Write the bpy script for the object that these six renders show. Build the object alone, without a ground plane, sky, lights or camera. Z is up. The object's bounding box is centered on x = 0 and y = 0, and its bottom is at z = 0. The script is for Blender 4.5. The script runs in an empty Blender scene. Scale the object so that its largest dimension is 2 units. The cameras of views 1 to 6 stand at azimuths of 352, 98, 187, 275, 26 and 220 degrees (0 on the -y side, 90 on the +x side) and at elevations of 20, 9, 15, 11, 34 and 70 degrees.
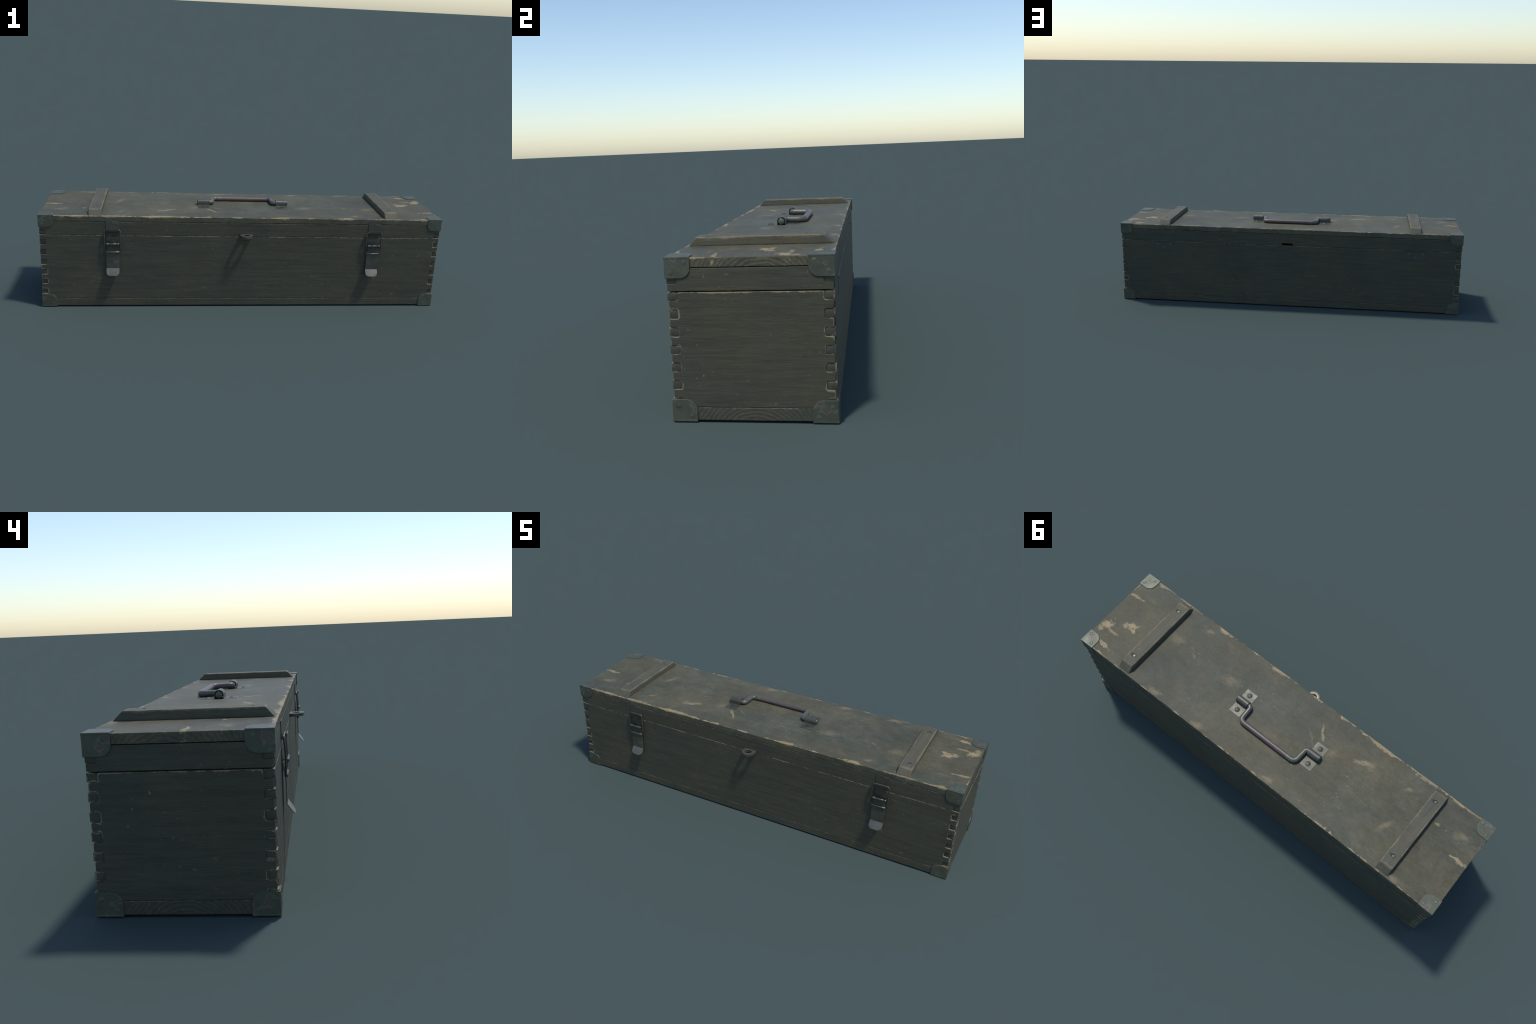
"""A long wooden equipment crate: finger-jointed box, lid with two battens,
folding carrying handle, two toggle latches, padlock eye, hinges and eight
sheet-metal corner caps.  All numbers are metres in the crate's own frame."""
import bpy, bmesh, math, random
from mathutils import Vector, Matrix, noise

random.seed(7)

# ------------------------------------------------------------------ sizes
X = 0.9960                  # half length of the wood
YF, YB = -0.2060, 0.2570    # outer faces of the long walls
YC = 0.5 * (YF + YB)
WALL = 0.0280               # board thickness = depth of the finger joints
Z_FLOOR, Z_BOTTOM = 0.004, 0.0413          # bottom board
Z_RIM, Z_LID = 0.3718, 0.3732              # seam between box and lid
Z_LID_END = 0.3752                         # the end rails stand a little higher
Z_RAIL, Z_TOP0, Z_TOP = 0.4392, 0.4412, 0.4685
BZ = 0.4968                 # top of the battens
B0, B1 = 0.7032, 0.7648     # batten sides
BY0, BY1, TY0, TY1 = -0.1970, 0.2485, -0.1720, 0.2180   # batten ends, foot and top
PITCH = 0.0509              # finger joint pitch
PX, PYF, PYB, PZ = 0.9995, -0.2098, 0.2606, 0.4718   # outer faces of the corner caps


# ------------------------------------------------------------- mesh helpers
def link(obj, parent=None):
    bpy.context.scene.collection.objects.link(obj)
    if parent:
        obj.parent = parent
    return obj


def finish(name, bm, mat, parent=None, angle=35.0, keep_flat=False):
    bmesh.ops.remove_doubles(bm, verts=bm.verts, dist=1e-6)
    bmesh.ops.recalc_face_normals(bm, faces=bm.faces)
    me = bpy.data.meshes.new(name)
    bm.to_mesh(me)
    bm.free()
    me.set_sharp_from_angle(angle=math.radians(angle))
    if keep_flat:      # the big sawn faces stay plane, only the rounded rims are smooth
        for p in me.polygons:
            p.use_smooth = len(p.vertices) == 4
    me.materials.append(mat)
    return link(bpy.data.objects.new(name, me), parent)


def nz(x, y, z, f, seed=0.0):
    return noise.noise(Vector((x * f + seed, y * f - seed * 1.7, z * f + seed * 0.6)))


def stations(a, b, step, fine=(0.0, 0.0008, 0.002, 0.004, 0.007)):
    """Positions from a to b: dense near both ends, evenly spaced between."""
    n = max(1, int(round((b - a - 2 * fine[-1]) / step)))
    mid = [a + fine[-1] + (b - a - 2 * fine[-1]) * i / n for i in range(n + 1)]
    return [a + f for f in fine[:-1]] + mid + [b - f for f in reversed(fine[:-1])]


def rounded_block(lo, hi, steps, radius, warp=None):
    """A box whose edges are rounded by radius(point), so wear can vary along them."""
    bm = bmesh.new()
    ax = [stations(lo[i], hi[i], steps[i]) for i in range(3)]
    c = [(lo[i] + hi[i]) / 2 for i in range(3)]
    h = [(hi[i] - lo[i]) / 2 for i in range(3)]

    def place(p):
        r = radius(p)
        q, s, core = [], [], []
        for i in range(3):
            d = p[i] - c[i]
            s.append(1 if d >= 0 else -1)
            q.append(max(abs(d) - (h[i] - r), 0.0))
            core.append(min(abs(d), h[i] - r))
        ln = math.sqrt(sum(v * v for v in q))
        if ln > 1e-9:
            p = [c[i] + s[i] * (core[i] + q[i] / ln * r) for i in range(3)]
        return warp(p) if warp else p

    cache = {}

    def vert(p):
        k = tuple(round(v, 6) for v in p)
        if k not in cache:
            cache[k] = bm.verts.new(place(list(p)))
        return cache[k]

    for i in range(3):
        j, k = (i + 1) % 3, (i + 2) % 3
        for side in (lo[i], hi[i]):
            for a in range(len(ax[j]) - 1):
                for b in range(len(ax[k]) - 1):
                    quad = []
                    for u, v in ((a, b), (a + 1, b), (a + 1, b + 1), (a, b + 1)):
                        p = [0, 0, 0]
                        p[i], p[j], p[k] = side, ax[j][u], ax[k][v]
                        quad.append(vert(p))
                    if len(set(quad)) == 4:
                        bm.faces.new(quad)
    return bm


def round_corners(pts, radius, seg=4):
    """Fillet a closed polygon; radius may be one number or one per corner."""
    out, n = [], len(pts)
    for i in range(n):
        r = radius[i] if isinstance(radius, (list, tuple)) else radius
        p, a, b = Vector(pts[i]), Vector(pts[i - 1]), Vector(pts[(i + 1) % n])
        da, db = a - p, b - p
        la, lb = da.length, db.length
        r = min(r, la * 0.49, lb * 0.49)
        if r < 1e-5:
            out.append((p.x, p.y))
            continue
        da, db = da / la, db / lb
        half = da.angle(db) / 2
        t = r
        rad = t * math.tan(half)
        s, e = p + da * t, p + db * t
        cen = p + (da + db).normalized() * math.hypot(t, rad)
        a0 = math.atan2(s.y - cen.y, s.x - cen.x)
        a1 = math.atan2(e.y - cen.y, e.x - cen.x)
        d = (a1 - a0 + math.pi) % (2 * math.pi) - math.pi
        for k in range(seg + 1):
            t2 = a0 + d * k / seg
            out.append((cen.x + rad * math.cos(t2), cen.y + rad * math.sin(t2)))
    return out


def densify(pts, step):
    out = []
    for i, p in enumerate(pts):
        q = pts[(i + 1) % len(pts)]
        n = max(1, int(math.hypot(q[0] - p[0], q[1] - p[1]) / step))
        out += [(p[0] + (q[0] - p[0]) * k / n, p[1] + (q[1] - p[1]) * k / n) for k in range(n)]
    return out


def slab(outline, w0, w1, axis, bevel=0.0012, wear=0.0, hole=None, seed=0.0):
    """Extrude a closed outline (u, v) from w0 to w1 along axis, edges rounded.
    axis 'y': (u, v) = (x, z);  'x': (y, z);  'z': (x, y)."""
    bm = bmesh.new()

    def place(u, v, w):
        return {"y": (u, w, v), "x": (w, u, v), "z": (u, v, w)}[axis]

    def inward(pts):
        n = len(pts)
        area = sum(pts[i][0] * pts[(i + 1) % n][1] - pts[(i + 1) % n][0] * pts[i][1] for i in range(n))
        sg = 1 if area > 0 else -1
        res = []
        for i in range(n):
            a, b = pts[i - 1], pts[(i + 1) % n]
            tx, ty = b[0] - a[0], b[1] - a[1]
            ln = math.hypot(tx, ty) or 1
            res.append((-ty / ln * sg, tx / ln * sg))
        return res

    s = 1 if w1 > w0 else -1
    rings_def = [(1.0, w0), (0.3, w0 + s * bevel * 0.3), (0.0, w0 + s * bevel), (0.0, w1 - s * bevel), (0.3, w1 - s * bevel * 0.3), (1.0, w1)]

    def rings(pts, flip):
        nrm = inward(pts)
        out = []
        for f, w in rings_def:
            ring = []
            for (u, v), (nu, nv) in zip(pts, nrm):
                k = bevel * f
                if wear:
                    k += wear * max(0.0, nz(u, v, w, 28, seed) * 0.7 + nz(u, v, w, 90, seed) * 0.5) * (0.4 + 0.6 * f)
                k *= -1 if flip else 1
                ring.append(bm.verts.new(place(u + nu * k, v + nv * k, w)))
            out.append(ring)
        for r0, r1 in zip(out, out[1:]):
            for i in range(len(r0)):
                j = (i + 1) % len(r0)
                bm.faces.new((r0[i], r0[j], r1[j], r1[i]))
        return out

    o = rings(outline, False)
    if hole:
        h = rings(hole, True)
        for e in (0, -1):
            edges = []
            for ring in (o[e], h[e]):
                edges += [bm.edges.get((ring[i], ring[(i + 1) % len(ring)])) for i in range(len(ring))]
            bmesh.ops.triangle_fill(bm, use_beauty=True, edges=edges)
    else:
        for e in (0, -1):
            ring = o[e]
            caps = [bm.edges.get((ring[i], ring[(i + 1) % len(ring)])) for i in range(len(ring))]
            bmesh.ops.triangle_fill(bm, use_beauty=True, use_dissolve=False, edges=caps)
    return bm


def join(*bms):
    base = bms[0]
    for other in bms[1:]:
        me = bpy.data.meshes.new("piece")
        other.to_mesh(me)
        other.free()
        base.from_mesh(me)
        bpy.data.meshes.remove(me)
    return base


def strip(path, thick, x0, x1, half_width=None):
    """Sheet metal bent along path (y, z) and spanning x0..x1, with real thickness.
    half_width(t) in 0..1 narrows the sheet along its length (rounded ends)."""
    bm = bmesh.new()
    n, rings = len(path), []
    xc, hw = (x0 + x1) / 2, (x1 - x0) / 2
    ln = [0.0]
    for a, b in zip(path, path[1:]):
        ln.append(ln[-1] + math.hypot(b[0] - a[0], b[1] - a[1]))
    for i in range(n):
        a, b = path[max(i - 1, 0)], path[min(i + 1, n - 1)]
        ty, tz = b[0] - a[0], b[1] - a[1]
        l = math.hypot(ty, tz)
        ny, nzz = -tz / l * thick / 2, ty / l * thick / 2
        y, z = path[i]
        w = hw * (half_width(ln[-1] - ln[i]) if half_width else 1)
        e = min(0.0006, w * 0.3)
        rings.append([bm.verts.new((xc + sx * (w - ex), y + k * ny, z + k * nzz)) for sx, ex, k in
                      ((-1, 0, -0.6), (-1, e, -1), (1, e, -1), (1, 0, -0.6), (1, 0, 0.6), (1, e, 1), (-1, e, 1), (-1, 0, 0.6))])
    for r0, r1 in zip(rings, rings[1:]):
        for i in range(8):
            j = (i + 1) % 8
            bm.faces.new((r0[i], r0[j], r1[j], r1[i]))
    bm.faces.new(rings[0])
    bm.faces.new(rings[-1])
    return bm


def arc(cy, cz, r, a0, a1, n=10):
    return [(cy + r * math.cos(math.radians(a0 + (a1 - a0) * i / n)), cz + r * math.sin(math.radians(a0 + (a1 - a0) * i / n))) for i in range(n + 1)]


def fillet_path(pts, r, seg=8):
    """Round the corners of an open 3D polyline."""
    pts = [Vector(p) for p in pts]
    out = [pts[0]]
    for i in range(1, len(pts) - 1):
        p, a, b = pts[i], pts[i - 1], pts[i + 1]
        rr = r[i - 1] if isinstance(r, (list, tuple)) else r
        s = p + (a - p).normalized() * rr
        e = p + (b - p).normalized() * rr
        for k in range(seg + 1):
            t = k / seg
            out.append(s * (1 - t) ** 2 + p * 2 * t * (1 - t) + e * t * t)
    return out + [pts[-1]]


def tube(path, radius, seg=20, closed=False, cap_round=0.001):
    bm = bmesh.new()
    path = [Vector(p) for p in path]
    n = len(path)
    up, rings = Vector((0, 0, 1)), []
    t_prev = None
    for i in range(n):
        if closed:
            t = (path[(i + 1) % n] - path[i - 1]).normalized()
        else:
            t = (path[min(i + 1, n - 1)] - path[max(i - 1, 0)]).normalized()
        if t_prev is None:
            side = t.cross(up)
            if side.length < 0.1:
                side = t.cross(Vector((0, 1, 0)))
            side.normalize()
        else:
            side = (side - t * side.dot(t)).normalized()
        t_prev = t
        nrm = side.cross(t)
        rings.append([bm.verts.new(path[i] + (side * math.cos(a) + nrm * math.sin(a)) * radius) for a in (2 * math.pi * k / seg for k in range(seg))])
    loops = list(zip(rings, rings[1:])) + ([(rings[-1], rings[0])] if closed else [])
    for r0, r1 in loops:
        for k in range(seg):
            j = (k + 1) % seg
            bm.faces.new((r0[k], r0[j], r1[j], r1[k]))
    if not closed:
        for ring, cen, nb in ((rings[0], path[0], path[1]), (rings[-1], path[-1], path[-2])):
            d = (cen - nb).normalized() * cap_round
            inner = [bm.verts.new(cen + d + (v.co - cen) * (1 - cap_round / radius)) for v in ring]
            for k in range(seg):
                j = (k + 1) % seg
                bm.faces.new((ring[k], ring[j], inner[j], inner[k]))
            bm.faces.new(inner)
    return bm


def lathe(profile, seg=28):
    """Revolve (radius, height) pairs about z."""
    bm = bmesh.new()
    rings = []
    for r, z in profile:
        rings.append([bm.verts.new((r * math.cos(2 * math.pi * k / seg), r * math.sin(2 * math.pi * k / seg), z)) for k in range(seg)] if r > 1e-6 else [bm.verts.new((0, 0, z))])
    for r0, r1 in zip(rings, rings[1:]):
        for k in range(seg):
            j = (k + 1) % seg
            q = [r0[k % len(r0)], r0[j % len(r0)], r1[j % len(r1)], r1[k % len(r1)]]
            q = list(dict.fromkeys(q))
            if len(q) > 2:
                bm.faces.new(q)
    return bm


# ---------------------------------------------------------- material helpers
class Net:
    """Small shorthand for building a shader tree."""

    def __init__(self, name):
        self.mat = bpy.data.materials.new(name)
        self.mat.use_nodes = True
        self.t = self.mat.node_tree
        self.t.nodes.clear()
        self.out = self.t.nodes.new("ShaderNodeOutputMaterial")
        self.bsdf = self.t.nodes.new("ShaderNodeBsdfPrincipled")
        self.t.links.new(self.bsdf.outputs[0], self.out.inputs[0])
        self.obj = self.t.nodes.new("ShaderNodeTexCoord").outputs["Object"]
        sep = self.t.nodes.new("ShaderNodeSeparateXYZ")
        self.link(self.obj, sep.inputs[0])
        self.x, self.y, self.z = sep.outputs

    def link(self, a, sock):
        if isinstance(a, bpy.types.NodeSocket):
            self.t.links.new(a, sock)
        elif a is not None:
            if hasattr(sock.default_value, "__len__") and not hasattr(a, "__len__"):
                a = [a] * len(sock.default_value)
            if hasattr(a, "__len__") and len(a) == 3 and len(sock.default_value) == 4:
                a = (*a, 1.0)
            sock.default_value = a

    def math(self, op, a, b=None, c=None, clamp=False):
        n = self.t.nodes.new("ShaderNodeMath")
        n.operation, n.use_clamp = op, clamp
        for v, s in zip((a, b, c), n.inputs):
            self.link(v, s)
        return n.outputs[0]

    def add(self, a, b): return self.math("ADD", a, b)
    def sub(self, a, b): return self.math("SUBTRACT", a, b)
    def mul(self, a, b): return self.math("MULTIPLY", a, b)
    def mx(self, a, b): return self.math("MAXIMUM", a, b)
    def mn(self, a, b): return self.math("MINIMUM", a, b)
    def abs(self, a): return self.math("ABSOLUTE", a)

    def step(self, v, lo, hi, a=0.0, b=1.0):
        """Smooth ramp: a below lo, b above hi."""
        n = self.t.nodes.new("ShaderNodeMapRange")
        n.interpolation_type = "SMOOTHSTEP"
        for s, val in zip(("Value", "From Min", "From Max", "To Min", "To Max"), (v, lo, hi, a, b)):
            self.link(val, n.inputs[s])
        return n.outputs[0]

    def lin(self, v, lo, hi, a=0.0, b=1.0):
        n = self.t.nodes.new("ShaderNodeMapRange")
        for s, val in zip(("Value", "From Min", "From Max", "To Min", "To Max"), (v, lo, hi, a, b)):
            self.link(val, n.inputs[s])
        return n.outputs[0]

    def vec(self, scale=(1, 1, 1), rot=(0, 0, 0), loc=(0, 0, 0), src=None):
        n = self.t.nodes.new("ShaderNodeMapping")
        self.link(src or self.obj, n.inputs["Vector"])
        n.inputs["Scale"].default_value, n.inputs["Rotation"].default_value, n.inputs["Location"].default_value = scale, rot, loc
        return n.outputs[0]

    def noise(self, vec, scale, detail=3.0, rough=0.55, distortion=0.0, color=False):
        n = self.t.nodes.new("ShaderNodeTexNoise")
        self.link(vec, n.inputs["Vector"])
        n.inputs["Scale"].default_value, n.inputs["Detail"].default_value = scale, detail
        n.inputs["Roughness"].default_value, n.inputs["Distortion"].default_value = rough, distortion
        return n.outputs["Color" if color else "Fac"]

    def mix(self, fac, a, b, blend="MIX"):
        n = self.t.nodes.new("ShaderNodeMix")
        n.data_type, n.blend_type = "RGBA", blend
        self.link(fac, n.inputs[0])
        self.link(a, n.inputs[6])
        self.link(b, n.inputs[7])
        return n.outputs[2]

    def scale_color(self, col, fac):
        n = self.t.nodes.new("ShaderNodeVectorMath")
        n.operation = "SCALE"
        self.link(col, n.inputs[0])
        self.link(fac, n.inputs[3])
        return n.outputs[0]

    def warp(self, amount, scale, src=None, detail=2.0):
        """Coordinates pushed about by noise."""
        c = self.noise(src or self.obj, scale, detail, color=True)
        a = self.t.nodes.new("ShaderNodeVectorMath")
        a.operation = "SUBTRACT"
        self.link(c, a.inputs[0])
        a.inputs[1].default_value = (0.5, 0.5, 0.5)
        b = self.t.nodes.new("ShaderNodeVectorMath")
        b.operation = "MULTIPLY_ADD"
        self.link(a.outputs[0], b.inputs[0])
        b.inputs[1].default_value = (amount,) * 3
        self.link(src or self.obj, b.inputs[2])
        return b.outputs[0]

    def edge(self, radius):
        """1 where the surface turns over an edge, 0 on flats."""
        b = self.t.nodes.new("ShaderNodeBevel")
        b.samples = 6
        b.inputs["Radius"].default_value = radius
        g = self.t.nodes.new("ShaderNodeNewGeometry")
        d = self.t.nodes.new("ShaderNodeVectorMath")
        d.operation = "DOT_PRODUCT"
        self.link(b.outputs[0], d.inputs[0])
        self.link(g.outputs["True Normal"], d.inputs[1])
        return self.math("SUBTRACT", 1.0, d.outputs["Value"])

    def bump(self, height, strength, distance=0.001, prev=None):
        n = self.t.nodes.new("ShaderNodeBump")
        n.inputs["Strength"].default_value, n.inputs["Distance"].default_value = strength, distance
        self.link(height, n.inputs["Height"])
        if prev:
            self.link(prev, n.inputs["Normal"])
        return n.outputs[0]

    def done(self, color, rough, normal=None, metallic=0.0, spec=0.5):
        self.link(color, self.bsdf.inputs["Base Color"])
        self.link(rough, self.bsdf.inputs["Roughness"])
        self.link(metallic, self.bsdf.inputs["Metallic"])
        self.link(spec, self.bsdf.inputs["Specular IOR Level"])
        if normal:
            self.link(normal, self.bsdf.inputs["Normal"])
        return self.mat


PAINT = (0.056, 0.0555, 0.037)      # olive-grey paint
PAINT_COOL = (0.050, 0.0535, 0.041)
PAINT_WARM = (0.065, 0.059, 0.036)
FADED = 1.36                       # the lid has bleached lighter
BARE = (0.345, 0.265, 0.150)       # bare wood under the paint
DUST = (0.105, 0.098, 0.074)


def wood(name, grain="x", tint=1.0, edge_wear=1.0, end_grain=True, seed=0.0, joints=None, rims=(), batten=False):
    """Painted board: long grain streaks, mottled fading, chips and worn edges."""
    n = Net(name)
    off = (seed, seed * 1.3, seed * 0.7)
    st = {"x": (1.0, 14.0, 14.0), "y": (14.0, 1.0, 14.0), "z": (14, 14, 1)}[grain]
    long_v = n.vec(scale=st, loc=off, src=n.warp(0.02, 3.0))
    streak = n.noise(long_v, 5.0, 4.0, 0.62)
    fine = n.noise(long_v, 26.0, 4.0, 0.65)
    cloud = n.noise(n.vec(loc=off), 5.0, 4.0, 0.6)
    hue = n.noise(n.vec(loc=(off[0] + 5, off[1], off[2])), 3.2, 3.0, 0.6)
    col = n.mix(n.step(hue, 0.35, 0.65), PAINT_COOL, PAINT_WARM)
    col = n.mix(0.45, col, PAINT)
    val = n.add(n.lin(streak, 0.25, 0.75, 0.78, 1.22), n.lin(fine, 0.25, 0.75, -0.22, 0.22))
    val = n.mul(val, n.lin(cloud, 0.3, 0.7, 0.92 * tint, 1.08 * tint))
    col = n.scale_color(col, val)
    # nicks: short pale marks, gathered in loose groups
    group = n.step(n.noise(n.vec(loc=(off[0] + 2.2, off[1], off[2])), 6.5, 2.0), 0.44, 0.62)
    nick = n.step(n.noise(n.warp(0.02, 40.0, n.vec(scale=(1.0, 1.3, 1.3), loc=off)), 62.0, 3.0, 0.7), 0.625, 0.73)
    nick = n.mul(nick, n.add(0.06, group))
    wear = n.mul(nick, 0.36)
    # edges rubbed through to bare wood, by distance from the board's own edges
    rub = n.noise(n.vec(loc=off), 13.0, 5.0, 0.72)
    rub2 = n.noise(n.vec(loc=(off[0], off[1] + 3, off[2])), 75.0, 3.0, 0.6)
    ragged = n.lin(rub2, 0.25, 0.75, -0.0028, 0.0028)

    def rubbed(d, most, base, lo=0.40, hi=0.66):
        width = n.step(rub, lo, hi, base, most)
        return n.step(n.sub(width, n.add(d, ragged)), -0.0008, 0.0016)

    for level, most, base, strength in rims:
        wear = n.mx(wear, n.mul(rubbed(n.abs(n.sub(n.z, level)), most, base), strength * edge_wear))
    if batten:
        # soft handling wear along the upper edges, dirt clouds on top
        side = n.mn(n.abs(n.sub(n.abs(n.x), B0)), n.abs(n.sub(n.abs(n.x), B1)))
        tips = n.mn(n.abs(n.sub(n.y, TY0)), n.abs(n.sub(n.y, TY1)))
        d = n.mn(n.mx(side, n.sub(BZ, n.z)), n.mx(tips, n.mul(n.sub(BZ, n.z), 0.8)))
        wear = n.mx(wear, n.mul(rubbed(d, 0.0075, 0.001, 0.34, 0.62), 0.22))
        dirt = n.step(n.noise(n.vec(loc=(4, 2, off[2])), 15.0, 5.0, 0.65), 0.40, 0.64)
        col = n.mix(n.mul(dirt, 0.5), col, (0.100, 0.087, 0.056))
    if joints:
        across, reach = (n.abs(n.x), X) if joints == "side" else (n.abs(n.sub(n.y, YC)), (YB - YF) / 2 - 0.003)
        inner = reach - WALL + (0.003 if joints == "end" else 0.0)
        below = n.math("FLOORED_MODULO", n.sub(0.3232, n.z), PITCH)      # depth under a tab's top
        inside = n.step(below, 0.0252, 0.0258, 1.0, 0.0)                 # within a long-board tab
        lines = n.mn(n.mn(below, n.sub(PITCH, below)), n.abs(n.sub(below, 0.0255)))
        lines = n.add(lines, n.step(across, inner - 0.004, inner, 0.05, 0.0))
        if joints == "side":
            flank = n.mn(n.abs(n.sub(n.y, YF)), n.abs(n.sub(YB, n.y)))
        else:
            flank = n.abs(n.sub(X, n.abs(n.x)))
        tip = n.mx(n.sub(reach, across), flank)
        if joints == "side":
            d = n.mn(lines, n.mn(tip, n.add(n.abs(n.sub(across, inner)), n.mul(inside, 0.05))))
        else:
            d = n.mn(lines, n.mn(tip, n.add(n.abs(n.sub(inner, across)), n.mul(n.sub(1.0, inside), 0.05))))
        lower = n.step(n.z, Z_RIM - 0.002, Z_RIM + 0.002, 1.0, 0.0)
        wear = n.mx(wear, n.mul(rubbed(d, 0.0052, -0.0006, 0.40, 0.66), n.mul(lower, 0.50 * edge_wear)))
    col = n.mix(wear, col, BARE)
    height = n.add(n.mul(streak, 0.8), n.mul(fine, 0.5))
    if end_grain:
        # growth rings where the board is cut across
        w = n.t.nodes.new("ShaderNodeTexWave")
        w.wave_type, w.rings_direction = "RINGS", "X" if grain == "x" else "Y"
        n.link(n.vec(loc=(0, -0.03, 0.07)), w.inputs["Vector"])
        for k, v in (("Scale", 27.0), ("Distortion", 3.0), ("Detail", 2.0), ("Detail Scale", 1.2)):
            w.inputs[k].default_value = v
        cut = n.step(n.abs(n.x if grain == "x" else n.sub(n.y, YC)), (X if grain == "x" else 0.23) - 0.006, (X if grain == "x" else 0.23) - 0.002)
        ring = n.mul(w.outputs["Fac"], cut)
        height = n.add(height, n.mul(ring, 0.5))
        col = n.scale_color(col, n.add(1.0, n.mul(n.sub(n.mul(w.outputs["Fac"], 0.20), 0.06), cut)))
    nrm = n.bump(height, 0.55, 0.0016)
    return n.done(col, n.lin(fine, 0.3, 0.7, 0.60, 0.74), nrm, spec=0.35)


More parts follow.
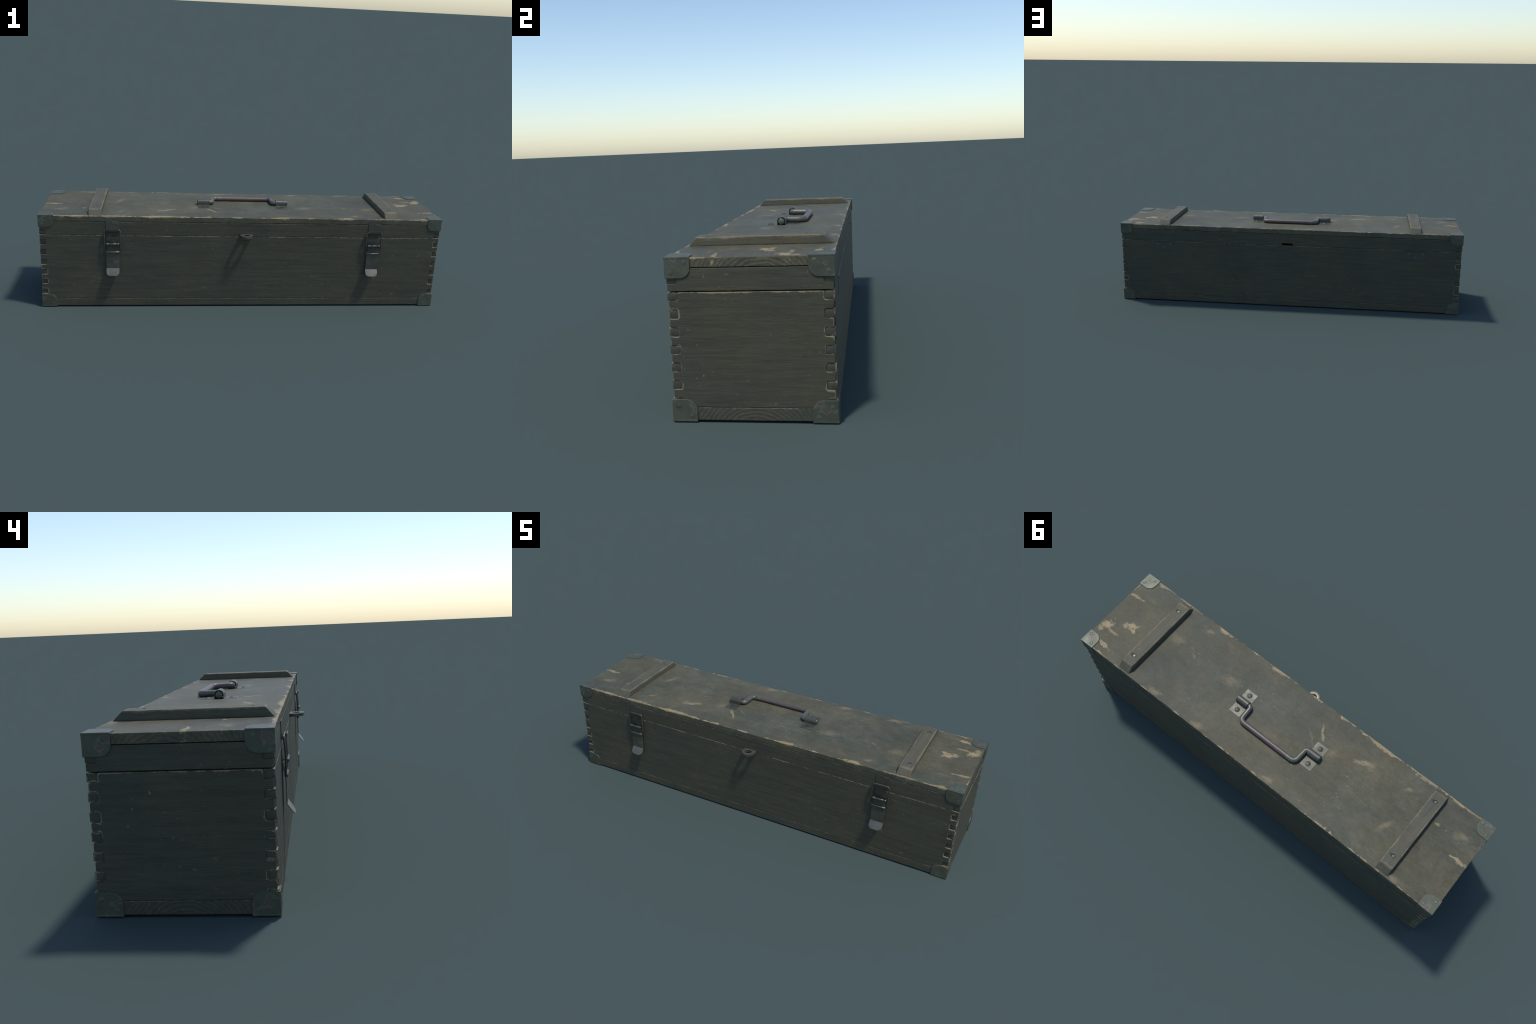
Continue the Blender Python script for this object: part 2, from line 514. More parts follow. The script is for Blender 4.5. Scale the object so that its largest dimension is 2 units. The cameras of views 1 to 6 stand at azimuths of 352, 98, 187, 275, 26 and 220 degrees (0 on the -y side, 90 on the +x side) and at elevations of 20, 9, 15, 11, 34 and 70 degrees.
def lid_wood():
    """The lid carries the heaviest wear: rubbed edges, chips and dusty clouds."""
    n = Net("lid_paint")
    warped = n.warp(0.02, 3.0)
    long_v = n.vec(scale=(1.0, 14.0, 14.0), loc=(4, 1, 2), src=warped)
    streak = n.noise(long_v, 6.0, 4.0, 0.62)
    fine = n.noise(long_v, 24.0, 3.0, 0.6)
    cloud = n.noise(n.vec(loc=(3, 3, 1)), 4.0, 6.0, 0.66, 0.3)
    mottle = n.noise(n.vec(loc=(7, 2, 1), scale=(1, 1.4, 1)), 17.0, 5.0, 0.68)
    col = n.mix(n.step(n.noise(n.vec(loc=(9, 0, 0)), 2.6, 4.0), 0.36, 0.64), PAINT_COOL, PAINT_WARM)
    col = n.mix(0.45, col, PAINT)
    col = n.mix(n.mul(n.step(n.noise(n.vec(loc=(2, 12, 0)), 7.0, 5.0, 0.7), 0.48, 0.66), 0.36), col, (0.085, 0.068, 0.040))
    val = n.add(n.lin(streak, 0.25, 0.75, 0.93, 1.07), n.lin(fine, 0.25, 0.75, -0.05, 0.05))
    val = n.add(val, n.lin(mottle, 0.3, 0.7, -0.20, 0.20))
    speck = n.noise(n.vec(loc=(5, 9, 1), scale=(1, 1.6, 1)), 70.0, 3.0, 0.65)
    val = n.add(val, n.lin(speck, 0.3, 0.7, -0.10, 0.10))
    col = n.scale_color(col, n.mul(val, n.lin(cloud, 0.32, 0.68, 0.80 * FADED, 1.22 * FADED)))
    dust = n.mul(n.step(mottle, 0.50, 0.70), n.step(cloud, 0.45, 0.68))
    col = n.mix(n.mul(dust, 0.6), col, DUST)
    top = n.step(n.z, Z_TOP - 0.004, Z_TOP - 0.002)
    # distance to the four upper edges, measured round the corner
    dz = n.sub(Z_TOP, n.z)
    def edge_dist(d):
        return n.mx(d, n.mul(dz, 2.6))
    front, back = edge_dist(n.sub(n.y, YF)), edge_dist(n.sub(YB, n.y))
    ends = edge_dist(n.sub(X, n.abs(n.x)))
    rub = n.noise(n.vec(scale=(1, 0.6, 0.6), loc=(1, 4, 2)), 9.0, 5.0, 0.72)
    rub_fine = n.noise(n.vec(scale=(0.5, 1.2, 1), loc=(2, 2, 2)), 70.0, 4.0, 0.7)
    ragged = n.lin(rub_fine, 0.25, 0.75, -0.0055, 0.0055)
    def rubbed(d, lo, hi, most, base=0.0):
        width = n.step(rub, lo, hi, base, most)
        return n.step(n.sub(width, n.add(d, ragged)), -0.0005, 0.0028)
    wear = n.mx(rubbed(front, 0.43, 0.70, 0.023, 0.0010), n.mx(rubbed(back, 0.45, 0.72, 0.017, 0.0006), n.mul(rubbed(ends, 0.45, 0.70, 0.013, 0.0004), 0.85)))
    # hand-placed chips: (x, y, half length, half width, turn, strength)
    chips = ((0.868, 0.058, 0.034, 0.018, 0.35, 1.0), (0.842, 0.074, 0.016, 0.007, -0.2, 1.0), (0.962, 0.122, 0.028, 0.020, 0.5, 1.0), (0.915, 0.137, 0.028, 0.009, 0.0, 0.7),
             (0.975, 0.150, 0.016, 0.014, 0.8, 0.8), (0.897, 0.211, 0.034, 0.009, -0.1, 0.95), (0.955, -0.076, 0.040, 0.008, 0.05, 0.95), (0.885, -0.105, 0.03, 0.006, 0.0, 0.25),
             (0.6485, -0.0276, 0.030, 0.022, 0.4, 0.38), (0.318, -0.022, 0.040, 0.020, 0.2, 0.45), (0.560, -0.154, 0.016, 0.008, 0.2, 0.55),
             (0.553, 0.236, 0.030, 0.012, 0.3, 0.6), (0.291, 0.240, 0.030, 0.012, 0.3, 0.6), (-0.112, 0.236, 0.026, 0.012, 0.2, 0.6),
             (-0.166, -0.086, 0.042, 0.006, -0.9, 0.75), (-0.134, -0.041, 0.032, 0.004, -0.7, 0.35),
             (-0.392, -0.087, 0.036, 0.010, 0.3, 0.62), (-0.424, -0.094, 0.014, 0.016, 0.5, 0.55), (-0.254, -0.034, 0.020, 0.014, 0.4, 0.35), (-0.085, 0.095, 0.026, 0.008, 0.2, 0.35),
             (-0.958, 0.012, 0.038, 0.009, 0.0, 0.95), (-0.900, -0.084, 0.036, 0.012, 0.35, 0.42), (-0.798, -0.064, 0.010, 0.007, 0.4, 0.65),
             (-0.630, 0.080, 0.038, 0.010, 1.2, 0.45), (-0.614, -0.115, 0.016, 0.008, 0.5, 0.6), (-0.795, 0.243, 0.020, 0.012, 0.3, 0.55),
             (0.03, 0.075, 0.12, 0.018, 0.0, 0.16), (0.03, 0.130, 0.13, 0.014, 0.0, 0.16),
             (0.505, -0.199, 0.036, 0.012, 0.0, 0.9), (0.187, -0.200, 0.038, 0.011, 0.0, 0.9), (-0.400, -0.199, 0.062, 0.010, 0.0, 0.85), (-0.660, -0.201, 0.045, 0.009, 0.0, 0.8), (-0.86, -0.202, 0.06, 0.007, 0.0, 0.65), (0.73, -0.203, 0.06, 0.006, 0.0, 0.65), (0.90, -0.202, 0.03, 0.007, 0.0, 0.65))
    pos = n.warp(0.024, 26.0, detail=3.0)
    break_up = n.lin(n.noise(n.vec(loc=(6, 6, 6), scale=(0.7, 1.2, 1)), 60.0, 4.0, 0.75), 0.25, 0.75, -0.8, 0.8)
    for cx, cy, a, b, turn, amount in chips:
        m = n.t.nodes.new("ShaderNodeMapping")
        m.vector_type = "TEXTURE"
        n.link(pos, m.inputs["Vector"])
        m.inputs["Location"].default_value = (cx, cy, Z_TOP)
        m.inputs["Rotation"].default_value = (0, 0, turn)
        m.inputs["Scale"].default_value = (a, b, 0.006 if cy < -0.19 else 0.05)
        ln = n.t.nodes.new("ShaderNodeVectorMath")
        ln.operation = "LENGTH"
        n.link(m.outputs[0], ln.inputs[0])
        soft = 0.25 if amount > 0.6 else 0.75
        wear = n.mx(wear, n.mul(n.step(n.add(ln.outputs["Value"], break_up), 1.0 - soft, 1.0 + soft, 1.0, 0.0), amount if amount > 0.6 else amount * 0.75))
    # scattered flecks
    group = n.step(n.noise(n.vec(loc=(1.2, 8, 3)), 5.5, 3.0), 0.48, 0.64)
    fleck = n.step(n.noise(n.warp(0.02, 30.0, n.vec(scale=(0.55, 1.2, 1.0), loc=(3, 3, 3))), 58.0, 3.0, 0.7), 0.60, 0.70)
    wear = n.mx(wear, n.mul(n.mul(fleck, n.add(0.08, group)), 0.55))
    patchy = n.lin(n.noise(n.vec(scale=(0.4, 1.5, 1), loc=(3, 1, 3)), 45.0, 3.0), 0.3, 0.7, 0.42, 0.95)
    col = n.mix(n.mul(wear, patchy), col, BARE)
    # growth rings on the sawn ends
    w = n.t.nodes.new("ShaderNodeTexWave")
    w.wave_type, w.rings_direction = "RINGS", "X"
    n.link(n.vec(loc=(0, -0.06, -0.36)), w.inputs["Vector"])
    for k, v in (("Scale", 26.0), ("Distortion", 5.0), ("Detail", 2.0), ("Detail Scale", 1.0)):
        w.inputs[k].default_value = v
    cut = n.mul(n.step(n.abs(n.x), X - 0.004, X - 0.001), n.step(n.z, Z_TOP - 0.003, Z_TOP - 0.005))
    col = n.scale_color(col, n.add(1.0, n.mul(n.sub(n.mul(w.outputs["Fac"], 0.26), 0.06), cut)))
    height = n.add(n.mul(streak, 0.5), n.add(n.mul(fine, 0.35), n.mul(n.mul(w.outputs["Fac"], cut), 0.7)))
    height = n.sub(height, n.mul(wear, 0.7))
    nrm = n.bump(height, 0.5, 0.0016)
    return n.done(col, n.lin(mottle, 0.3, 0.7, 0.54, 0.66), nrm, spec=0.20)


METAL = (0.078, 0.083, 0.062)


def metal(name, base=METAL, rust=0.5, rough=0.42, metallic=0.55, rust_span=None, seed=0.0):
    """Drab painted steel, rubbed shiny, with small purple-brown rust chips
    ringed by pale green primer."""
    n = Net(name)
    rnd = n.t.nodes.new("ShaderNodeObjectInfo").outputs["Random"]
    shift = n.t.nodes.new("ShaderNodeVectorMath")
    shift.operation = "ADD"
    comb = n.t.nodes.new("ShaderNodeCombineXYZ")
    n.link(n.mul(rnd, 7.3), comb.inputs[0])
    n.link(n.mul(rnd, 3.1), comb.inputs[1])
    comb.inputs[2].default_value = seed
    n.link(n.obj, shift.inputs[0])
    n.link(comb.outputs[0], shift.inputs[1])
    p = shift.outputs[0]
    grain = n.noise(p, 120.0, 4.0, 0.65)
    cloud = n.noise(p, 28.0, 3.0, 0.6)
    val = n.mul(n.lin(grain, 0.3, 0.7, 0.90, 1.10), n.lin(cloud, 0.3, 0.7, 0.88, 1.14))
    col = n.scale_color(base, n.mul(val, n.lin(rnd, 0.0, 1.0, 0.90, 1.10)))
    spot = n.noise(p, 24.0, 2.0, 0.5)
    lo = 0.74 - 0.22 * rust
    if rust_span:
        c, half = rust_span
        band = n.step(n.abs(n.sub(n.x, c)), half * 0.93, half * 1.03, 1.0, 0.0)
        chip = n.mul(band, n.step(spot, 0.28, 0.42))
        ring = n.mul(n.step(n.abs(n.sub(n.abs(n.sub(n.x, c)), half)), 0.002, 0.007, 1.0, 0.0), n.step(spot, 0.44, 0.5))
    else:
        chip = n.step(spot, lo, lo + 0.03)
        ring = n.sub(n.step(spot, lo - 0.045, lo - 0.01), chip)
    col = n.mix(n.mul(ring, 0.40), col, (0.150, 0.165, 0.115))
    col = n.mix(n.mul(chip, 0.65), col, (0.110, 0.078, 0.078))
    nrm = n.bump(n.sub(n.mul(grain, 0.25), chip), 0.35, 0.0008)
    return n.done(col, n.lin(cloud, 0.3, 0.7, rough - 0.06, rough + 0.08), nrm, metallic=metallic, spec=0.5)


M_LID = lid_wood()
M_LONG = wood("long_board_paint", "x", seed=0.0, end_grain=False, joints="side", rims=((Z_RIM, 0.0034, 0.0004, 0.55),))
M_RAIL = wood("lid_rail_paint", "x", seed=3.0, end_grain=False, edge_wear=0.8, rims=((Z_RAIL, 0.0022, 0.0, 0.4), (Z_LID, 0.0022, 0.0, 0.3)))
M_END = wood("end_board_paint", "y", seed=6.0, end_grain=False, joints="end", rims=((Z_RIM, 0.0050, 0.0006, 0.5),))
M_BASE = wood("bottom_board_paint", "x", seed=9.0, edge_wear=0.7, rims=((Z_BOTTOM, 0.0028, -0.0004, 0.4),))
M_BATTEN = wood("batten_paint", "y", seed=12.0, tint=1.30, edge_wear=0.7, end_grain=False, batten=True)
M_CAP = metal("corner_cap_metal", base=(0.076, 0.083, 0.058), rust=0.60, rough=0.50, metallic=0.3)
M_LATCH = metal("latch_metal", base=(0.060, 0.062, 0.045), rust=0.45, rough=0.44, metallic=0.25, seed=2.0)
M_HINGE = metal("hinge_metal", base=(0.046, 0.048, 0.038), rust=0.2, rough=0.62, metallic=0.1, seed=7.0)
M_TIP = metal("sun_lightened_latch_metal", base=(0.125, 0.122, 0.100), rust=-1.0, rough=0.36, metallic=0.6, seed=4.0)  # latch metal with paler base colour: sun catching the upturned tip
M_WIRE = metal("wire_metal", base=(0.10, 0.098, 0.082), rust=0.3, rough=0.40, metallic=0.6, seed=5.0)
M_HANDLE = metal("handle_metal", base=(0.105, 0.107, 0.085), rough=0.44, rust_span=(0.02, 0.135), metallic=0.35, seed=1.0)
M_BRACKET = metal("bracket_metal", base=(0.088, 0.088, 0.071), rust=0.3, rough=0.48, seed=8.0)
M_EYE = metal("eye_metal", base=(0.13, 0.118, 0.095), rust=0.75, rough=0.45, seed=3.0)
M_SCREW = metal("screw_metal", base=(0.050, 0.054, 0.042), rust=0.3, rough=0.52, seed=6.0)

# ------------------------------------------------------------------- crate
crate = link(bpy.data.objects.new("equipment_crate", None))
crate["label"] = "long dark olive wooden crate with metal corners, latches and handle"
crate["category"] = "wooden crate"

# ---- finger joints: levels where the long boards reach through the corner
tab_tops = [Z_RIM] + [0.3232 - PITCH * i for i in range(6)]
tab_lows = [0.3485 - PITCH * i for i in range(6)] + [Z_BOTTOM + 0.0007]
GAP = 0.0003


def side_outline():
    """Long wall, seen from the front: tabs at both ends."""
    right = []
    for top, low in reversed(list(zip(tab_tops, tab_lows))):
        right += [(X - 0.0015, low + GAP), (X - 0.0015, top - GAP)]
        if top < Z_RIM - 0.01:
            right += [(X - WALL, top - GAP), (X - WALL, tab_lows[tab_tops.index(top) - 1] + GAP)]
    left = [(-x, z) for x, z in reversed(right)]
    return densify(round_corners(right + left, 0.0014, 2), 0.012)


def end_outline(jag):
    """End wall: fingers fill the gaps between the long boards' tabs."""
    ya, yb = YF + WALL, YB - WALL
    rng = random.Random(jag)
    tips = [(hi, lo) for hi, lo in zip(tab_lows[:-1], tab_tops[1:])]
    right = [(yb, Z_BOTTOM + 0.0007)]
    for hi, lo in reversed(tips):
        d = YB - rng.uniform(0.0025, 0.0048)
        right += [(yb, lo + GAP), (d, lo + GAP), (d, hi - GAP), (yb, hi - GAP)]
    right.append((yb, Z_RIM))
    left = [(ya, Z_RIM)]
    for hi, lo in tips:
        d = YF + rng.uniform(0.0025, 0.0048)
        left += [(ya, hi - GAP), (d, hi - GAP), (d, lo + GAP), (ya, lo + GAP)]
    left.append((ya, Z_BOTTOM + 0.0007))
    return densify(round_corners(right + left, 0.0042, 4), 0.012)


for k, (w0, w1) in enumerate(((YF, YF + WALL), (YB, YB - WALL))):
    finish("side_board", slab(side_outline(), w0, w1, "y", 0.0014, 0.0016, seed=k * 4.0), M_LONG, crate, keep_flat=True)
for k, s in enumerate((1, -1)):
    finish("end_board", slab(end_outline(k), s * (X + 0.0005), s * (X - WALL), "x", 0.0016, 0.0014, seed=2 + k * 3.0), M_END, crate, keep_flat=True)

# ---- bottom board
finish("bottom_board", rounded_block((-X, YF, Z_FLOOR), (X, YB, Z_BOTTOM), (0.012, 0.03, 0.008),
       lambda p: 0.0014 + 0.0014 * max(0, nz(p[0], p[1], p[2], 14, 5))), M_BASE, crate)

# ---- lid: top board, worn unevenly along its upper edges
def lid_radius(p):
    k = max(0.0, nz(p[0], p[1] * 0.5, 0, 11, 1.5) + 0.35 * nz(p[0], p[1], 0, 37, 3))
    front = 1.0 if p[1] < YC else 0.6
    return 0.0016 + (0.0085 * k * front if p[2] > 0.452 else 0.0)


lid = finish("lid", rounded_block((-X, YF, Z_TOP0), (X, YB, Z_TOP), (0.005, 0.02, 0.006), lid_radius), M_LID, crate)

# lid frame: two long rails and two end rails, finger-jointed at the corners
TAB_LO, TAB_HI = 0.3965, 0.4205


def rail_outline():
    xo, xi, nx, nzt = X - 0.0015, X - WALL, 0.0316, 0.3850
    right = [(nx, Z_LID), (xi, Z_LID), (xi, TAB_LO), (xo, TAB_LO), (xo, TAB_HI), (xi, TAB_HI), (xi, Z_RAIL)]
    left = [(-x, z) for x, z in reversed(right)]
    return densify(round_corners(right + left + [(-nx, nzt), (nx, nzt)], 0.0012, 2), 0.012)


def end_rail_outline():
    ya, yb = YF + WALL, YB - WALL
    y0, y1 = YF + 0.002, YB - 0.002
    return densify(round_corners([(y0, Z_LID_END), (y1, Z_LID_END), (y1, TAB_LO - GAP), (yb, TAB_LO - GAP), (yb, TAB_HI + GAP), (y1, TAB_HI + GAP), (y1, Z_RAIL), (y0, Z_RAIL), (y0, TAB_HI + GAP), (ya, TAB_HI + GAP), (ya, TAB_LO - GAP), (y0, TAB_LO - GAP)], 0.003, 3), 0.012)


for k, (w0, w1) in enumerate(((YF, YF + WALL), (YB, YB - WALL))):
    finish("lid_rail", slab(rail_outline(), w0, w1, "y", 0.0013, 0.0010, seed=11 + k), M_RAIL, lid, keep_flat=True)
for k, s in enumerate((1, -1)):
    finish("lid_end_rail", slab(end_rail_outline(), s * (X + 0.0002), s * (X - WALL), "x", 0.0014, 0.0012, seed=15 + k), M_END, lid, keep_flat=True)

# ---- battens across the lid, bevelled at both ends


def batten_warp(p):
    t = (p[2] - Z_TOP) / (BZ - Z_TOP)
    f = (p[1] - BY0) / (BY1 - BY0)
    a, b = BY0 + (TY0 - BY0) * t, BY1 + (TY1 - BY1) * t
    return [p[0], a + f * (b - a), p[2]]


head_data = None
for s in (1, -1):
    lo, hi = (min(s * B0, s * B1), BY0, Z_TOP - 0.0008), (max(s * B0, s * B1), BY1, BZ)
    bm = rounded_block(lo, hi, (0.02, 0.006, 0.008), lambda p: 0.0030 + 0.0085 * max(0.0, nz(p[0], p[1], p[2], 17, 4.0 + s) + 0.25 * nz(p[0], p[1], p[2], 50, 2.0)) * (1 if p[2] > 0.48 else 0.2), batten_warp)
    batten = finish("batten", bm, M_BATTEN, crate)
    for y in (-0.1305, 0.1705):
        cutter = finish("cutter", lathe([(0, -0.003), (0.0085, -0.003), (0.0090, 0.004), (0, 0.004)]), M_BATTEN)
        cutter.location = (s * 0.735, y, BZ)
        bpy.context.view_layer.update()
        mod = batten.modifiers.new("countersink", "BOOLEAN")
        mod.object, mod.solver = cutter, "EXACT"
        me = bpy.data.meshes.new_from_object(batten.evaluated_get(bpy.context.evaluated_depsgraph_get()))
        batten.modifiers.clear()
        old = batten.data
        batten.data = me
        bpy.data.meshes.remove(old)
        cm = cutter.data
        bpy.data.objects.remove(cutter)
        bpy.data.meshes.remove(cm)
        if head_data is None:
            head = finish("screw_head", lathe([(0.0068, -0.004), (0.0068, -0.0010), (0.0062, -0.0004), (0.0030, -0.0002), (0, -0.0002)]), M_BRACKET, batten)
            head_data = head.data
        else:
            head = link(bpy.data.objects.new("screw_head", head_data), batten)
        head.location = (s * 0.735, y, BZ)
    batten.data.name = "batten"

# ---- corner caps: three curved wings of sheet metal meeting at the corner
def wing(a, b, r):
    """Quarter-rounded wing in the corner's own (u, v), corner at the origin."""
    return densify(round_corners([(0, 0), (a, 0), (a, b), (0, b)], [0.0012, 0.002, r, 0.002], 10), 0.02)


T = 0.0062        # how deep the sheet sits


def cap_mesh(a, h, r_side, r_flat):
    flat = [(u, v) for u, v in wing(a, a, r_flat)]
    side = [(u, -v) for u, v in wing(a, h, r_side)]
    top = slab(flat, 0.0, -T, "z", 0.0010)
    one = slab([(u + 0.0012, v - 0.0004) for u, v in side], 0.0002, T, "y", 0.0010)
    two = slab([(u + 0.0009, v - 0.0007) for u, v in side], 0.0001, T, "x", 0.0010)
    return join(top, one, two)


rivet_mesh = None


def rivets(parent, spots):
    """spots: (position, outward normal) in the cap's own frame."""
    global rivet_mesh
    for pos, nrm in spots:
        if rivet_mesh is None:
            o = finish("rivet", lathe([(0.0082, -0.0006), (0.0082, 0.0001), (0.0076, 0.0003), (0.0064, -0.0001), (0.0058, 0.0002), (0.0045, 0.0005), (0.0022, 0.0006), (0, 0.0006)], 20), M_CAP, parent)
            rivet_mesh = o.data
        else:
            o = link(bpy.data.objects.new("rivet", rivet_mesh), parent)
        o.location = pos
        o.rotation_euler = Vector((0, 0, 1)).rotation_difference(Vector(nrm)).to_euler()


# the cap's own frame: corner at the origin, crate towards +x, +y, -z
cap_top, cap_low = None, None
for cx, cy, turn in ((-PX, PYF, 0), (PX, PYF, 90), (PX, PYB, 180), (-PX, PYB, 270)):
    for top in (True, False):
        data = cap_top if top else cap_low
        if data is None:
            bm = cap_mesh(0.0715, 0.0595 if top else 0.0645, 0.046 if top else 0.052, 0.048)
            if not top:      # mirror: crate towards +z
                bmesh.ops.scale(bm, vec=(1, 1, -1), verts=bm.verts)
            cap = finish("corner_cap", bm, M_CAP, crate, 40, keep_flat=True)
            if top:
                cap_top = cap.data
            else:
                cap_low = cap.data
        else:
            cap = link(bpy.data.objects.new("corner_cap", data), crate)
        cap.location = (cx, cy, PZ if top else 0.0)
        cap.rotation_euler = (0, 0, math.radians(turn))
        g = -1 if top else 1
        spots = [((0.056, 0, g * 0.016), (0, -1, 0)), ((0.018, 0, g * 0.045), (0, -1, 0)), ((0, 0.056, g * 0.016), (-1, 0, 0)), ((0, 0.018, g * 0.045), (-1, 0, 0))]
        if top:
            spots += [((0.054, 0.017, 0), (0, 0, 1)), ((0.017, 0.054, 0), (0, 0, 1))]
        rivets(cap, spots)

# ---- folding handle
HY, HZ, HR = YC, 0.4822, 0.0118
path = fillet_path([(-0.2345, HY, HZ), (-0.1585, HY, HZ), (-0.1545, 0.1035, HZ - 0.002), (0.1545, 0.1035, HZ - 0.002), (0.1585, HY, HZ), (0.2345, HY, HZ)], [0.013, 0.024, 0.024, 0.013], 9)
handle = finish("handle", tube(path, HR, 24), M_HANDLE, crate, 50)

plate_z, sheet = 0.4683, 0.0024
R = 0.0152
bent = [(-0.0405, plate_z), (-0.02, plate_z), (HY - R - 0.0035, plate_z)] + arc(HY - R - 0.0025, plate_z + 0.0025, 0.0025, 270, 360, 4)[1:]
bent += [(HY - R, HZ)] + arc(HY, HZ + 0.001, R, 180, 0, 18)
bent += [(HY + R, HZ)]
bent += [(2 * HY - y, z) for y, z in reversed(bent[: 3 + 4])]
bracket_mesh = None
slot_mesh = None
for s in (1, -1):
    lo, hi = 0.1730, 0.2327
    if bracket_mesh is None:
        br = finish("handle_bracket", strip(bent, sheet, -0.02985, 0.02985), M_BRACKET, handle, 28)
        bracket_mesh = br.data
    else:
        br = link(bpy.data.objects.new("handle_bracket", bracket_mesh), handle)
    br.location = (s * (lo + hi) / 2, 0, 0)
    for y, turn in ((-0.0185, 0.25), (0.0688, -0.3)):
        if slot_mesh is None:
            # slotted head: two half-domes over a thin base disc
            halves = []
            for side in (1, -1):
                d = lathe([(0, -0.001), (0.0112, -0.001), (0.0112, 0.0008), (0.0095, 0.0019), (0.0055, 0.0028), (0, 0.0031)], 32)
                geom = d.verts[:] + d.edges[:] + d.faces[:]
                cutres = bmesh.ops.bisect_plane(d, geom=geom, plane_co=(0, side * 0.0011, 0), plane_no=(0, -side, 0), clear_outer=True)
                bmesh.ops.edgeloop_fill(d, edges=[e for e in cutres["geom_cut"] if isinstance(e, bmesh.types.BMEdge)])
                halves.append(d)
            base = lathe([(0, -0.0012), (0.0125, -0.0012), (0.0125, 0.0002), (0.0120, 0.0006), (0, 0.0007)], 32)
            sc = finish("slotted_screw", join(base, *halves), M_SCREW, handle)
            slot_mesh = sc.data
        else:
            sc = link(bpy.data.objects.new("slotted_screw", slot_mesh), handle)
        sc.location = (s * 0.2035, y, plate_z + sheet / 2)
        sc.rotation_euler = (0, 0, math.radians(-52) + turn * s)

# ---- toggle latches on the front
def tip_width(from_end):
    r = 0.020
    if from_end >= r:
        return 1.0
    t = 1 - from_end / r
    return 0.42 + 0.58 * math.sqrt(max(0.0, 1 - t ** 2.2)) if t < 1 else 0.42


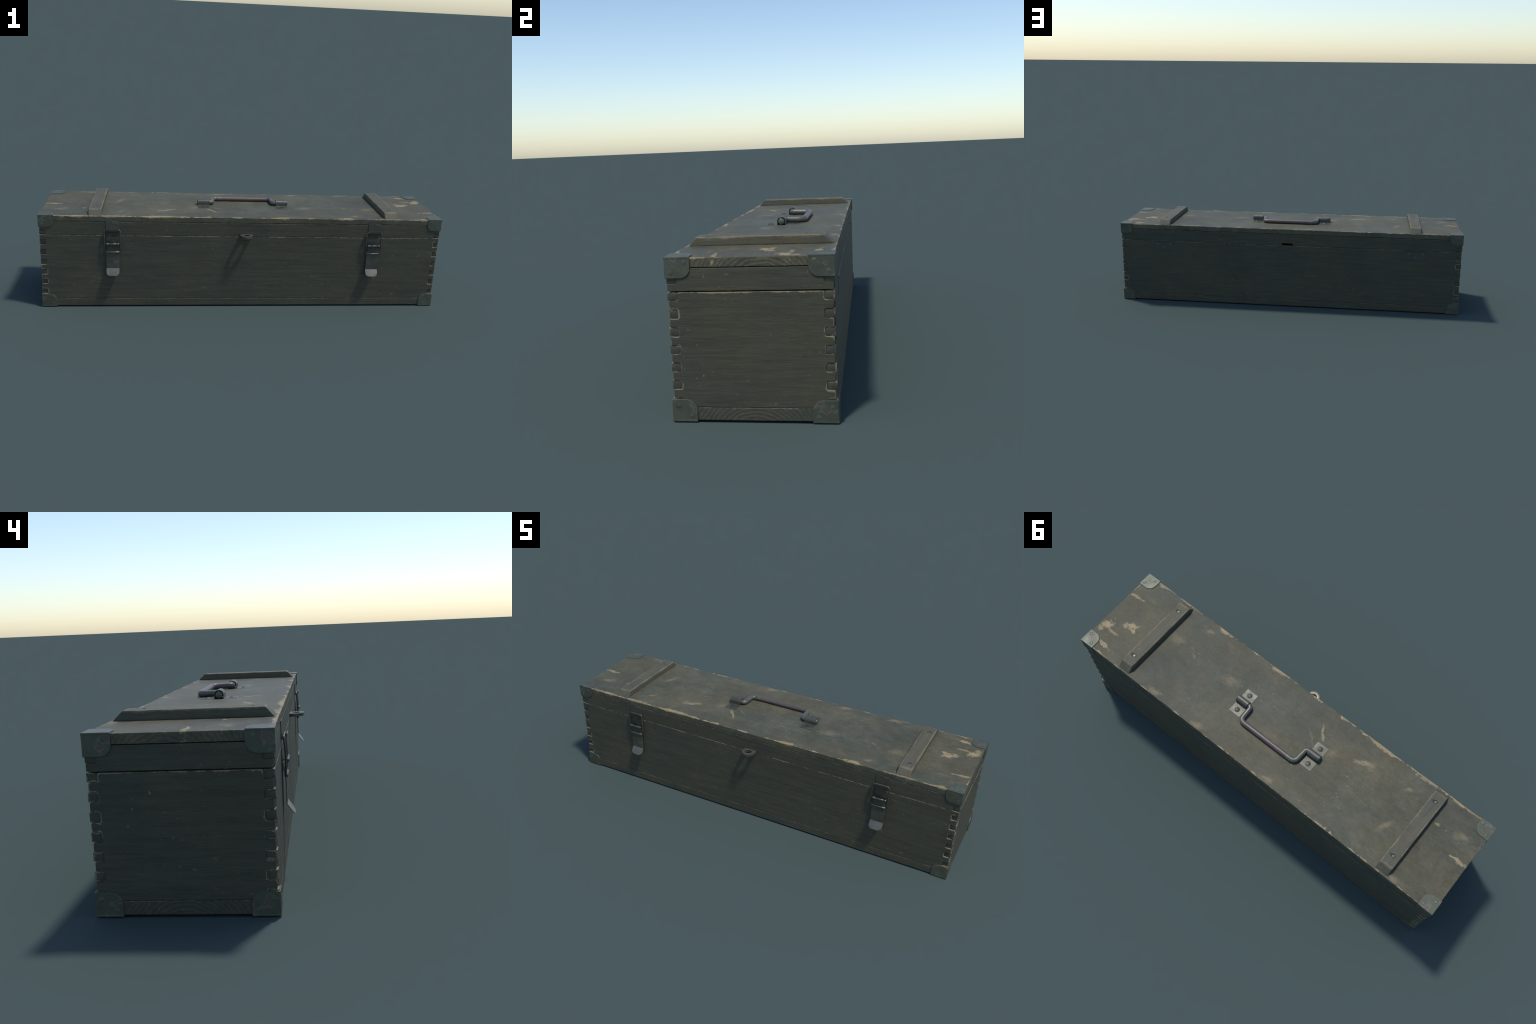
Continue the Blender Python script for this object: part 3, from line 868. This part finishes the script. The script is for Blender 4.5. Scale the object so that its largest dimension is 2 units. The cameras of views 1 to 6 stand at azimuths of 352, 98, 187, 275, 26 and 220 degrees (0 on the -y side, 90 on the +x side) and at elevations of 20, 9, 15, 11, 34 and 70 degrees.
LW = 0.0312
latch_parts = {}
for s in (1, -1):
    cx = 0.6508 * s
    def part(name, build, mat, parent, angle=28):
        if name in latch_parts:
            o = link(bpy.data.objects.new(name.rstrip("0123456789"), latch_parts[name]), parent)
        else:
            o = finish(name.rstrip("0123456789"), build(), mat, parent, angle)
            latch_parts[name] = o.data
        if parent is crate:
            o.location = (cx, 0, 0)
        return o

    yk = YF - 0.0012
    hook = [(yk, 0.4447), (yk, 0.425), (yk, 0.4010)] + arc(yk - 0.0075, 0.4000, 0.0075, 0, -180, 12)[1:] + [(yk - 0.0152, 0.4045), (yk - 0.0165, 0.4085)]
    latch = part("latch", lambda: strip(hook, 0.0024, -LW, LW), M_LATCH, crate)
    ys = yk - 0.0072

    def wire():
        w = 0.0385
        pts = []
        corners = [(-w, 0.4030), (w, 0.4030), (w, 0.2895), (-w, 0.2895)]
        for u, v in densify(round_corners(corners, 0.014, 6), 0.01):
            t = (0.4030 - v) / 0.1135
            pts.append((u, ys - 0.0045 * math.sin(math.pi * t * 0.86), v))
        return tube(pts, 0.0034, 12, closed=True)

    part("wire_loop", wire, M_WIRE, latch, 60)
    part("latch_base", lambda: slab(densify(round_corners([(-LW, 0.296), (LW, 0.296), (LW, 0.3655), (-LW, 0.3655)], 0.002, 3), 0.02), YF + 0.001, YF - 0.0024, "y", 0.0006), M_LATCH, latch)

    def rollers():
        pv, low = (YF - 0.0170, 0.3325), (YF - 0.0120, 0.2895)
        a = 0.0185
        pieces = [tube([(x0, pv[0], pv[1]), (x1, pv[0], pv[1])], r, 16, cap_round=0.0006) for x0, x1, r in ((-LW, -a - 0.0006, 0.0058), (-a, a, 0.0048), (a + 0.0006, LW, 0.0058))]
        pieces.append(tube([(-LW, low[0], low[1]), (LW, low[0], low[1])], 0.0054, 16, cap_round=0.0006))
        # ears carrying the pivot from the base plate
        pieces.append(strip([(YF - 0.001, 0.3255), (YF - 0.010, 0.3265), (YF - 0.0185, 0.3285)], 0.0022, -LW, -a))
        pieces.append(strip([(YF - 0.001, 0.3255), (YF - 0.010, 0.3265), (YF - 0.0185, 0.3285)], 0.0022, a, LW))
        return join(*pieces)

    part("pivot", rollers, M_WIRE, latch, 50)
    lever_path = [(YF - 0.0130, 0.3320), (YF - 0.0095, 0.318), (YF - 0.0080, 0.305), (YF - 0.0085, 0.292), (YF - 0.0100, 0.282), (YF - 0.0110, 0.26), (YF - 0.0111, 0.235), (YF - 0.0112, 0.2065)]
    part("lever", lambda: strip(lever_path, 0.0026, -LW, LW), M_LATCH, latch)
    y0, z0, y1, z1 = YF - 0.0112, 0.2062, YF - 0.0336, 0.1740
    tip = [(y0 + (y1 - y0) * t, z0 + (z1 - z0) * t) for t in (0, 0.2, 0.4, 0.5, 0.6, 0.7, 0.8, 0.87, 0.93, 0.97, 1.0)]
    part("lever_tip", lambda: strip(tip, 0.0024, -LW, LW, tip_width), M_TIP, latch)

# ---- padlock eye: two tongues, one on the lid and one on the box
def tongue(z0, z1):
    w, yc = 0.0312, -0.2290
    outline = [(w, YF + 0.012)] + [(w * math.cos(math.radians(a)), yc + 0.0315 * math.sin(math.radians(a))) for a in range(0, -181, -10)] + [(-w, YF + 0.012)]
    hole = [(0.0155 * math.cos(math.radians(a)), yc - 0.001 + 0.0155 * math.sin(math.radians(a))) for a in range(0, 360, 15)]
    bm = slab(outline, z0, z1, "z", 0.0010, hole=hole)
    for v in bm.verts:
        v.co.z += max(0.0, YF - v.co.y) * 0.045
    return bm


eye = finish("padlock_eye", tongue(0.3798, 0.3846), M_EYE, crate, 40)
finish("eye_tongue", tongue(0.3722, 0.3775), M_EYE, eye, 40)

# ---- hinges on the back: a let-in leaf under a split barrel
hinge_data = None
for s in (1, -1):
    w = 0.0590
    if hinge_data is None:
        leaf = slab(densify(round_corners([(-w, 0.3175), (w, 0.3175), (w, 0.3690), (-w, 0.3690)], 0.001, 2), 0.03), YB - 0.001, YB + 0.0012, "y", 0.0005)
        hinge = finish("hinge", leaf, M_HINGE, crate, keep_flat=True)
        hinge_data = hinge.data
        cuts = [-w, -0.6 * w, -0.2 * w, 0.2 * w, 0.6 * w, w]
        barrel = join(*[tube([(a + 0.0006, YB - 0.0010, 0.3712), (b - 0.0006, YB - 0.0010, 0.3712)], 0.0048, 14, cap_round=0.0008) for a, b in zip(cuts, cuts[1:])])
        bo = finish("hinge_barrel", barrel, M_HINGE, hinge, 50)
        barrel_data = bo.data
    else:
        hinge = link(bpy.data.objects.new("hinge", hinge_data), crate)
        bo = link(bpy.data.objects.new("hinge_barrel", barrel_data), hinge)
    hinge.location = (0.738 * s, 0, 0)
    for u, v in ((-0.038, 0.353), (0.038, 0.353), (0.0, 0.331)):
        o = link(bpy.data.objects.new("rivet", rivet_mesh), hinge)
        o.location = (u, YB + 0.0012, v)
        o.rotation_euler = (math.radians(-90), 0, 0)
